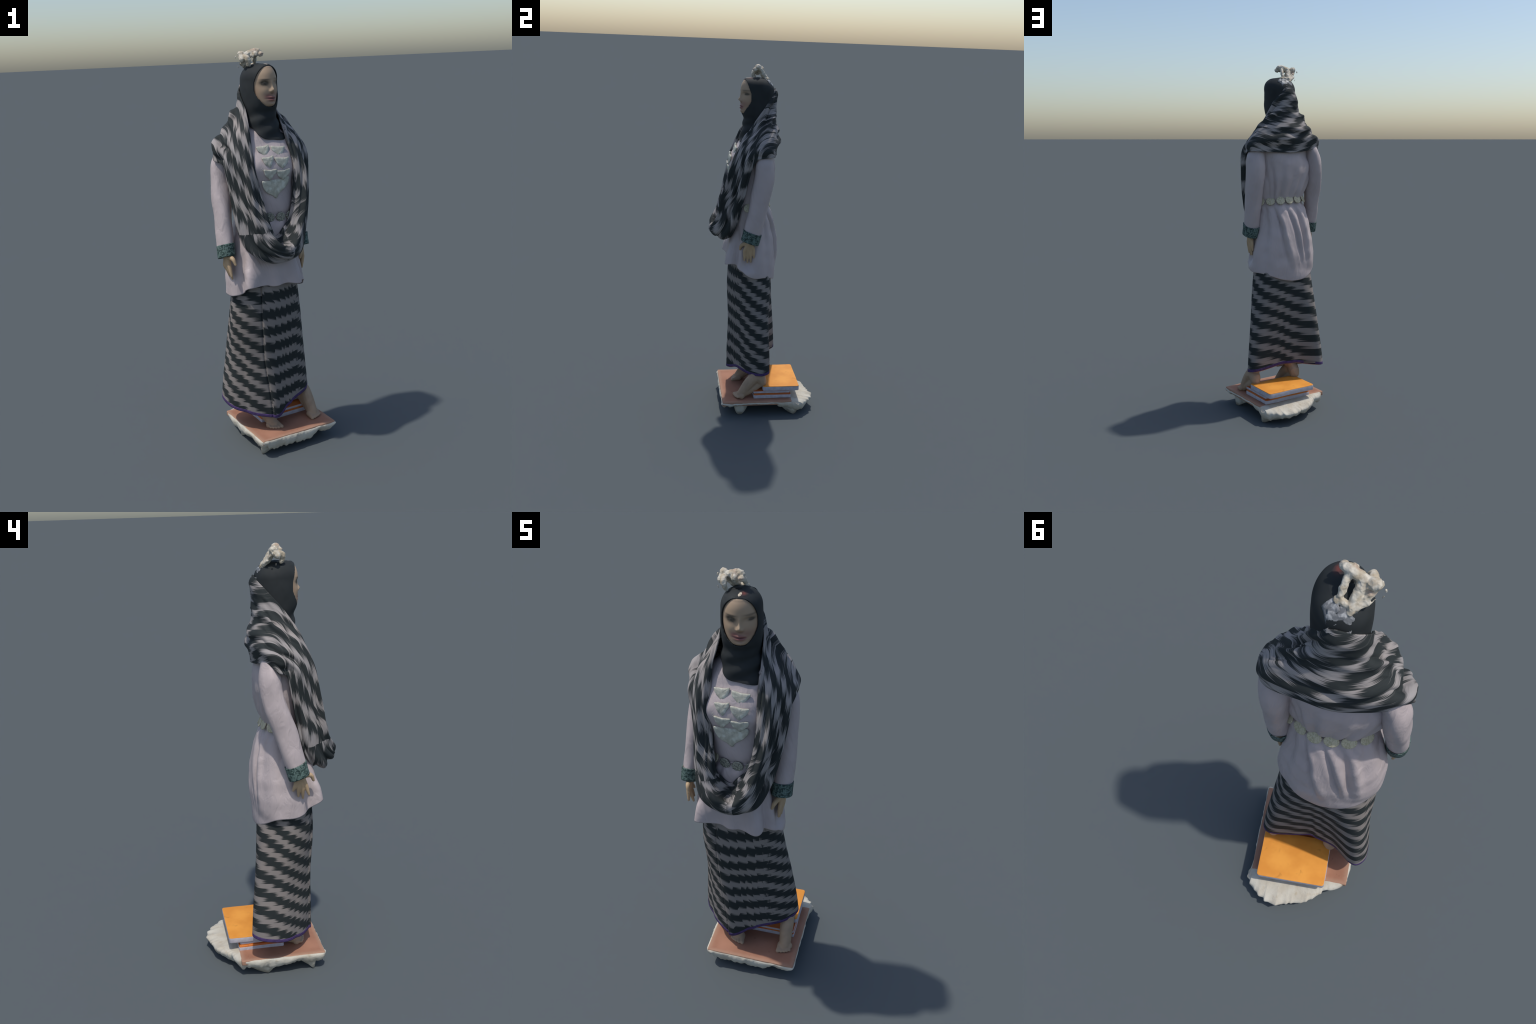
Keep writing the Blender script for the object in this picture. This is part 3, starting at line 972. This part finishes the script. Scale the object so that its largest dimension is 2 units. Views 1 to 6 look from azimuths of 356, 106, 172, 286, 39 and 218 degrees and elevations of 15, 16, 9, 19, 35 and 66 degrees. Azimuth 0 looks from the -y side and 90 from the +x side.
med = medallion_mesh("medallion", .0265, .0245, .0035, .004)
med.materials.append(m_disc)
front_med = medallion_mesh("medallion_front", .0255, .0225, .006, .05)
front_med.materials.append(m_buckle)
# equal spacing in arc length round the waist, one medallion on the front centre line
dd = np.linspace(272, 632, 721)
W = blouse_surface(dd, np.full(721, 1.228))
L = np.concatenate([[0], np.cumsum(np.linalg.norm(np.diff(W, axis=0), axis=1))])
for k in range(14):
    d = np.interp(L[-1] * k / 14, L, dd) % 360
    z = 1.226 + .008 * math.sin(math.radians(d - 40))
    p, n = blouse_at(d, z)
    n[2] = 0
    isf = 225 < d < 325
    n = n / np.linalg.norm(n)
    p = p + n * (.002 if isf else .006)
    n = n + np.array([0, 0, .0 if isf else .45])
    place_on(front_med if isf else med, "medallion", p + n * .007, n, belt)
th = np.linspace(0, 360, 120, endpoint=False)
Zc = 1.226 + np.linspace(.003, -.003, 4)[:, None] * np.ones((1, 120))
sheet("belt_cord", blouse_surface(np.broadcast_to(th, Zc.shape), Zc, .0030), m_blouse, belt, wrap=True, thick=.002)

# ---------------------------------------------------------------- necklace of flat shell plates
necklace = bpy.data.objects.new("necklace", None)
bpy.context.collection.objects.link(necklace)
necklace.parent = figure


def plate_mesh(name, w, h, seed, thick=.0042):
    """shield: straight upper edge, sides drawn down to a blunt point"""
    rg = random.Random(seed)
    outline = [(-.52, .43), (-.48, .47), (-.25, .45), (0, .43), (.25, .45), (.48, .47), (.52, .42), (.46, .14), (.30, -.14), (.13, -.37), (.02, -.52), (-.03, -.52), (-.15, -.38), (-.32, -.15), (-.46, .12)]
    P = np.array(outline) + np.array([[rg.uniform(-.03, .03), rg.uniform(-.03, .03)] for _ in outline])
    P = catmull(P * np.array([w, h]), 44, closed=True)
    c = P.mean(0)
    V, Fc = [], []
    for sc, zz in ((1.0, -.002), (1.02, thick * .45), (.95, thick), (.55, thick * 1.15)):
        V += [(*(c + (q - c) * sc), zz + rg.uniform(-.0006, .0006)) for q in P]
    V.append((*c, thick * 1.2))
    n = len(P)
    for i in range(3):
        for j in range(n):
            k = (j + 1) % n
            Fc.append((i * n + j, i * n + k, (i + 1) * n + k, (i + 1) * n + j))
    for j in range(n):
        Fc.append((3 * n + j, 3 * n + (j + 1) % n, 4 * n))
    Fc.append(tuple(range(n))[::-1])
    me = bpy.data.meshes.new(name)
    me.from_pydata(V, [], Fc)
    me.update()
    me.materials.append(m_stone)
    me.polygons.foreach_set("use_smooth", [True] * len(me.polygons))
    return me


def blouse_front(x, z):
    """angle at which the tunic front has this x"""
    d = np.linspace(185, 355, 341)
    P = blouse_surface(d, np.full(341, z))
    i = int(np.argmin(np.abs(P[:, 0] - x)))
    return blouse_at(d[i], z)


PLATES = [(-.118, 1.534, .058, .046), (-.043, 1.527, .066, .044), (-.110, 1.486, .056, .046), (-.040, 1.476, .066, .046),
          (-.110, 1.430, .060, .044), (-.038, 1.422, .068, .044), (-.077, 1.362, .130, .078)]
for i, (x, z, w, h) in enumerate(PLATES):
    w, h = w * 1.08, h * 1.14
    p, n = blouse_front(x, z)
    n = n * np.array([.45, 1, .6])
    n /= np.linalg.norm(n)
    place_on(plate_mesh("shell_plate", w, h, 40 + i), "shell_plate", p + n * .005, n, necklace, roll=random.Random(i).uniform(-.12, .12))
beads = []
rb = random.Random(5)
for (x, z) in ((-.125, 1.335), (-.108, 1.322), (-.088, 1.312), (-.066, 1.315), (-.045, 1.326), (-.15, 1.46), (-.148, 1.452), (-.012, 1.505)):
    p, n = blouse_front(x, z)
    beads.append([(p + n * .002, .0032)])
blob("bead", beads, .0012, m_stone, necklace, 0)["kind"] = "stuff"


def cord(name, pts, r, mat, parent):
    P = catmull(pts, 24)
    strokes = [[(p, r)] for p in P]
    V, Fc, n = [], [], 6
    for i, p in enumerate(P):
        t = P[min(i + 1, len(P) - 1)] - P[max(i - 1, 0)]
        t /= np.linalg.norm(t)
        u = np.cross(t, [0, 1, 0.2]); u /= np.linalg.norm(u)
        w = np.cross(t, u)
        V += [p + r * (math.cos(k * 2 * math.pi / n) * u + math.sin(k * 2 * math.pi / n) * w) for k in range(n)]
    return make(name, np.array(V), grid_faces(len(P), n, True), mat, parent)


def on_front(x, z, o=.002):
    p, n = blouse_front(x, z)
    return p + n * o


for pts in (((-.140, 1.575), (-.142, 1.55), (-.12, 1.54), (-.10, 1.553)), ((-.035, 1.578), (-.04, 1.56), (-.05, 1.548)),
            ((-.098, 1.525), (-.09, 1.51), (-.085, 1.49), (-.075, 1.478)), ((-.062, 1.512), (-.068, 1.50), (-.065, 1.49))):
    cord("necklace_cord", [on_front(x, z) for x, z in pts], .0013, m_thread, necklace)

# ---------------------------------------------------------------- feet on tiptoe
def foot(ankle, heel, ball, toe, side):
    A, H, B, Tt = (np.array(p, float) for p in (ankle, heel, ball, toe))
    fr = np.array([0, -.017, 0])
    strokes = [[(A + np.array([-.040 * side, .006, .07]), .024), (A + np.array([-.016 * side, .005, .032]), .025), (A + np.array([0, .006, 0]), .031), ((A + H) / 2 + np.array([0, .006, 0]), .031), (H, .027)],
               [(A + fr + np.array([-.055 * side, .004, .07]), .024), (A + fr + np.array([-.026 * side, .006, .032]), .024), (A + fr, .031), (A * .55 + B * .45 + np.array([0, -.010, .004]), .031), (B, .026)],
               [(H, .022), ((H + B) / 2 + np.array([0, .0, -.004]), .024), (B, .023)]]
    d = (Tt - B)
    for k, (off, ln, r) in enumerate(((-.024, 1.0, .0095), (-.009, .98, .0078), (.004, .90, .0072), (.015, .78, .0068), (.025, .62, .0064))):
        root = B + np.array([off * side * .85, 0, -.004])
        tip = B + d * ln + np.array([off * side * 1.15, 0, 0])
        strokes.append([(root, .016), ((root + tip) / 2, r * 1.25), (tip, r)])
    strokes = [[(p, r * 1.10) for p, r in st] for st in strokes]
    return blob("foot", strokes, .0028, m_leg, figure, soften=5)


foot((.139, -.024, .218), (.140, .002, .182), (.146, -.118, .110), (.146, -.158, .1000), 1)
foot((-.118, .000, .225), (-.122, .024, .186), (-.098, -.112, .112), (-.094, -.152, .1015), -1)

# ---------------------------------------------------------------- bone ornament on the crown, tape holding it
B_ = [
    [((-.140, -.031, 1.974), .012), ((-.122, -.038, 1.970), .010), ((-.100, -.046, 1.978), .011), ((-.078, -.054, 1.983), .0125), ((-.062, -.060, 1.986), .008), ((-.052, -.058, 1.985), .005)],
    [((-.078, -.056, 1.985), .012), ((-.082, -.070, 1.972), .009)],
    [((-.140, -.033, 1.974), .011), ((-.142, -.044, 1.958), .012), ((-.148, -.050, 1.951), .009)],
    [((-.136, -.050, 1.962), .010), ((-.129, -.072, 1.955), .010), ((-.125, -.074, 1.938), .008), ((-.123, -.070, 1.927), .008)],
    [((-.110, -.042, 1.972), .012), ((-.106, -.030, 1.955), .011), ((-.100, -.016, 1.935), .0115), ((-.095, -.004, 1.920), .011), ((-.090, .008, 1.908), .009)],
    [((-.140, -.028, 1.965), .008), ((-.136, -.018, 1.945), .004), ((-.118, -.008, 1.928), .006), ((-.104, -.002, 1.918), .009)],
    [((-.125, -.030, 1.968), .007), ((-.122, -.022, 1.948), .005), ((-.112, -.012, 1.930), .006)],
    [((-.076, -.052, 1.985), .010), ((-.070, -.038, 1.966), .008), ((-.063, -.022, 1.946), .008), ((-.060, -.014, 1.934), .0065)],
    [((-.059, -.076, 1.972), .0095)],
    [((-.059, -.074, 1.971), .007), ((-.066, -.060, 1.975), .005), ((-.074, -.054, 1.982), .006)],
    [((-.068, -.010, 1.922), .009), ((-.056, -.010, 1.922), .0085), ((-.082, -.004, 1.917), .008)],
    [((-.118, -.006, 1.922), .006), ((-.134, -.010, 1.930), .003), ((-.146, -.016, 1.936), .0015)],
]
B_ += [[((-.104, -.018, 1.940), .007), ((-.118, -.016, 1.940), .0056), ((-.130, -.020, 1.950), .0056)], [((-.092, -.048, 1.978), .010), ((-.096, -.060, 1.966), .008)]]
B_ = [[(p, r * (1.34 if r > .0055 else 1.0)) for p, r in st] for st in B_]
ob = blob("bone_ornament", B_, .0022, m_bone, figure, soften=2)
for vv in ob.data.vertices:
    q = noise.noise_vector(vv.co * 75)
    vv.co += q * .0034 + noise.noise_vector(vv.co * 190) * .0010
blob("bone_splinter", [[((-.165, -.025, 1.965), .0032), ((-.166, -.025, 1.960), .003)]], .0012, m_bone, figure, 0)
blob("bone_splinter", [[((-.163, -.040, 1.922), .0012), ((-.160, -.040, 1.915), .0014)]], .0008, m_bone, figure, 0)


def tape_patch(name, centre, size, roll, seed):
    """crumpled strip pressed on the back of the crown"""
    n = 14
    G = np.zeros((n, n, 3))
    cx, cz = centre
    for i in range(n):
        for j in range(n):
            a_, b_ = (i / (n - 1) - .5) * size[0], (j / (n - 1) - .5) * size[1]
            x = cx + a_ * math.cos(roll) - b_ * math.sin(roll)
            y = cz + a_ * math.sin(roll) + b_ * math.cos(roll)
            G[i, j] = (x, y, 0)
    # drop on the head dome: find z where the head section reaches (x, y)
    lxx = G[..., 0] - HX
    lyy = G[..., 1] - HY
    zs = np.linspace(1.80, 1.928, 200)
    Rr = row_curve(HEAD, zs)
    for i in range(n):
        for j in range(n):
            e = (np.abs(lxx[i, j]) / Rr[:, 0]) ** 2.15 + (np.abs(lyy[i, j]) / Rr[:, 2 if lyy[i, j] > 0 else 1]) ** 2.15
            ok = zs[e <= 1]
            G[i, j, 2] = (ok[-1] if len(ok) else 1.86) + .0055
    G = G + (fnoise(G, 60, seed) * .0025)[..., None] * np.array([0, .6, .8])
    return sheet(name, G, m_tape, figure, thick=.0012, offset=1)


tape_patch("tape_strip", (-.066, .024), (.062, .040), .15, 3)
tape_patch("tape_strip", (-.086, .012), (.046, .034), -.55, 13)
tape_patch("tape_strip", (-.042, .006), (.036, .034), .5, 23)

# ---------------------------------------------------------------- tile on ragged plaster
tile = rounded_box("tile_top", (-.2240, -.2335, .066), (.2125, .1765, .0908), m_tile, base, bevel=.004, wobble=.0012, corner=.006)

RIM = [  # outline going round: x, y, top z, bottom z
    (-.225, -.231, .086, .046), (-.175, -.236, .086, .030), (-.10, -.236, .086, .022), (-.02, -.236, .085, .021), (.06, -.236, .084, .022),
    (.12, -.235, .084, .048), (.185, -.236, .083, .040), (.214, -.232, .083, .060), (.214, -.17, .083, .066), (.213, -.10, .083, .064),
    (.213, .0, .084, .067), (.212, .08, .085, .060), (.214, .145, .084, .042), (.222, .195, .080, .022), (.205, .242, .078, .024),
    (.165, .277, .074, .030), (.087, .316, .070, .034), (.020, .295, .072, .034), (-.045, .282, .076, .034), (-.090, .252, .080, .032),
    (-.130, .212, .084, .030), (-.162, .206, .082, .036), (-.213, .172, .088, .038), (-.227, .100, .089, .034), (-.229, .030, .089, .032),
    (-.230, -.050, .089, .038), (-.230, -.12, .089, .046), (-.230, -.18, .087, .036)]
n = 260
C = catmull(RIM, n, closed=True)
outn = C[:, :2] - np.array([0, 0])
tan = np.roll(C[:, :2], -1, 0) - np.roll(C[:, :2], 1, 0)
nrm = np.stack([tan[:, 1], -tan[:, 0]], 1)
nrm /= np.linalg.norm(nrm, axis=1, keepdims=True)
jag = np.array([1.3 * (abs(noise.noise(Vector((c[0] * 48, c[1] * 48, 1)))) * 2 - .55) + .5 * noise.noise(Vector((c[0] * 130, c[1] * 130, 5))) for c in C])
jag2 = np.array([noise.noise(Vector((c[0] * 22, c[1] * 22, 7))) for c in C])
isback = smooth(.16, .22, C[:, 1])
off_top = np.maximum(jag, -.25) * (.003 + .011 * isback) + .001
rings_ = []
inner = np.stack([np.clip(C[:, 0], -.19, .18), np.clip(C[:, 1], -.20, .15), np.full(n, .072)], 1)
inner[:, 2] = .072 + .012 * isback
rings_.append(inner)
mid_in = np.stack([np.clip(C[:, 0], -.2165, .2055), np.clip(C[:, 1], -.2265, .170), np.where(isback > .3, .093, .0865)], 1)
rings_.append(mid_in)
for f, dz, o in ((.6, .0, -.003), (1.0, -.001, 0.0)):
    xy = mid_in[:, :2] * (1 - f) + (C[:, :2] + nrm * (off_top + o)[:, None]) * f
    rings_.append(np.column_stack([xy, mid_in[:, 2] * (1 - f) + (C[:, 2] + dz + jag2 * .004) * f]))
zb = np.maximum(C[:, 3] + jag * .010 + jag2 * .018, .004)
for f, o in ((.30, .0045), (.65, -.004), (1.0, -.018)):
    z_ = C[:, 2] * (1 - f) + zb * f
    xy = C[:, :2] + nrm * (off_top * (1 - .5 * f) + o + jag2 * .004 * f)[:, None]
    rings_.append(np.column_stack([xy, z_]))
cen = np.array([0., .0])
for f, z_ in ((.84, .050), (.5, .055)):
    xy = cen + (C[:, :2] - cen) * f
    rings_.append(np.column_stack([xy, np.maximum(np.full(n, z_), zb * .6 + .03)]))
G = np.stack(rings_, 0)
V = np.vstack([G.reshape(-1, 3), [[0, 0, .055], [0, 0, .072]]])
Fc = grid_faces(len(rings_), n, True)
k = G.shape[0] * n
for j in range(n):
    Fc.append(((len(rings_) - 1) * n + j, (len(rings_) - 1) * n + (j + 1) % n, k))
    Fc.append(((j + 1) % n, j, k + 1))
ob = make("plaster_rim", V, Fc, m_slab, base)
fix_normals(ob)
sub = ob.modifiers.new("fine", "SUBSURF")
sub.levels = sub.render_levels = 1
bake(ob)
for vv in ob.data.vertices:
    q = noise.noise_vector(vv.co * 26)
    s_ = 1.0 if vv.co.z < .08 else .25
    vv.co += q * .004 * s_
ob.data.set_sharp_from_angle(angle=math.radians(55))

# broken lower layer that the slab stands on: set back under the tile, with feet that reach the ground
FOOT = [(-.205, -.182, .003), (-.15, -.198, .024), (-.05, -.200, .028), (.065, -.200, .024), (.095, -.175, .035), (.15, -.165, .040), (.186, -.150, .012), (.190, -.125, .002), (.172, -.095, .018),
        (.10, -.06, .045), (.08, .03, .045), (.13, .10, .035), (.198, .165, .010), (.203, .195, .002), (.165, .225, .016), (.09, .275, .030), (.0, .262, .032),
        (-.08, .210, .028), (-.15, .150, .026), (-.198, .060, .006), (-.195, .03, .010), (-.16, -.03, .040), (-.17, -.11, .035), (-.19, -.15, .022)]
C = catmull(FOOT, 200, closed=True)
jag = np.array([noise.noise(Vector((c[0] * 40, c[1] * 40, 3))) for c in C])
rings_ = []
for f, lift in ((1.04, 1.0), (1.02, .5), (1.0, 0.0), (.82, .25), (.4, .6)):
    xy = C[:, :2] * (f + jag * .012)[:, None]
    zz = np.maximum(C[:, 2] + jag * .004, 0.0015) * (1 - lift) + .062 * lift
    rings_.append(np.column_stack([xy, zz]))
G = np.stack(rings_, 0)
V = np.vstack([G.reshape(-1, 3), [[0, 0, .05]]])
Fc = grid_faces(5, 200, True) + [(4 * 200 + j, 4 * 200 + (j + 1) % 200, 1000) for j in range(200)]
ob = make("plaster_footing", V, Fc, m_slab, base)
fix_normals(ob)
lowest = min(vv.co.z for vv in ob.data.vertices)
for vv in ob.data.vertices:
    vv.co.z -= lowest * smooth(.06, .0, vv.co.z)

# the slab lies a little higher on the figure's right
for o in base.children:
    for vv in o.data.vertices:
        lx_ = CT * vv.co.x + ST * vv.co.y
        vv.co.z += (-.019 * lx_ + .0032) * float(smooth(.02, .075, vv.co.z))

# ---------------------------------------------------------------- books
def book(label, lo, hi, cover, cover_thick, pages_inset, lower_cover=True, corner=.012):
    e = thing("book", label, "book", (0, 0, 0))
    lo, hi = np.array(lo, float), np.array(hi, float)
    ins = np.array([pages_inset, pages_inset, 0])
    rounded_box("page_block", lo + ins + [0, 0, cover_thick * .5 if lower_cover else 0], hi - ins - [0, 0, cover_thick * .6], m_pages, e, bevel=.003, wobble=.0015, corner=corner)
    rounded_box("cover", (lo[0], lo[1], hi[2] - cover_thick), hi, cover, e, bevel=cover_thick * .35, wobble=.0012, corner=corner)
    if lower_cover:
        rounded_box("cover", lo, (hi[0], hi[1], lo[2] + cover_thick), cover, e, bevel=cover_thick * .35, wobble=.0008, corner=corner)
    return e


book("thick book with soft orange cover and pale page edges", (-.125, .006, .1405), (.178, .221, .1695), m_orange, .004, -.0008, False)
book("thin book with red-orange cover and pale page edges", (-.118, -.049, .1225), (.173, .168, .1400), m_red, .0035, -.0006, True, .006)
book("book with red-orange cover lying at the bottom", (-.126, -.047, .0915), (.174, .174, .1220), m_red, .014, -.0012, False, .006)

# ---------------------------------------------------------------- keep the frame: lowest point on z = 0, highest at 2.0
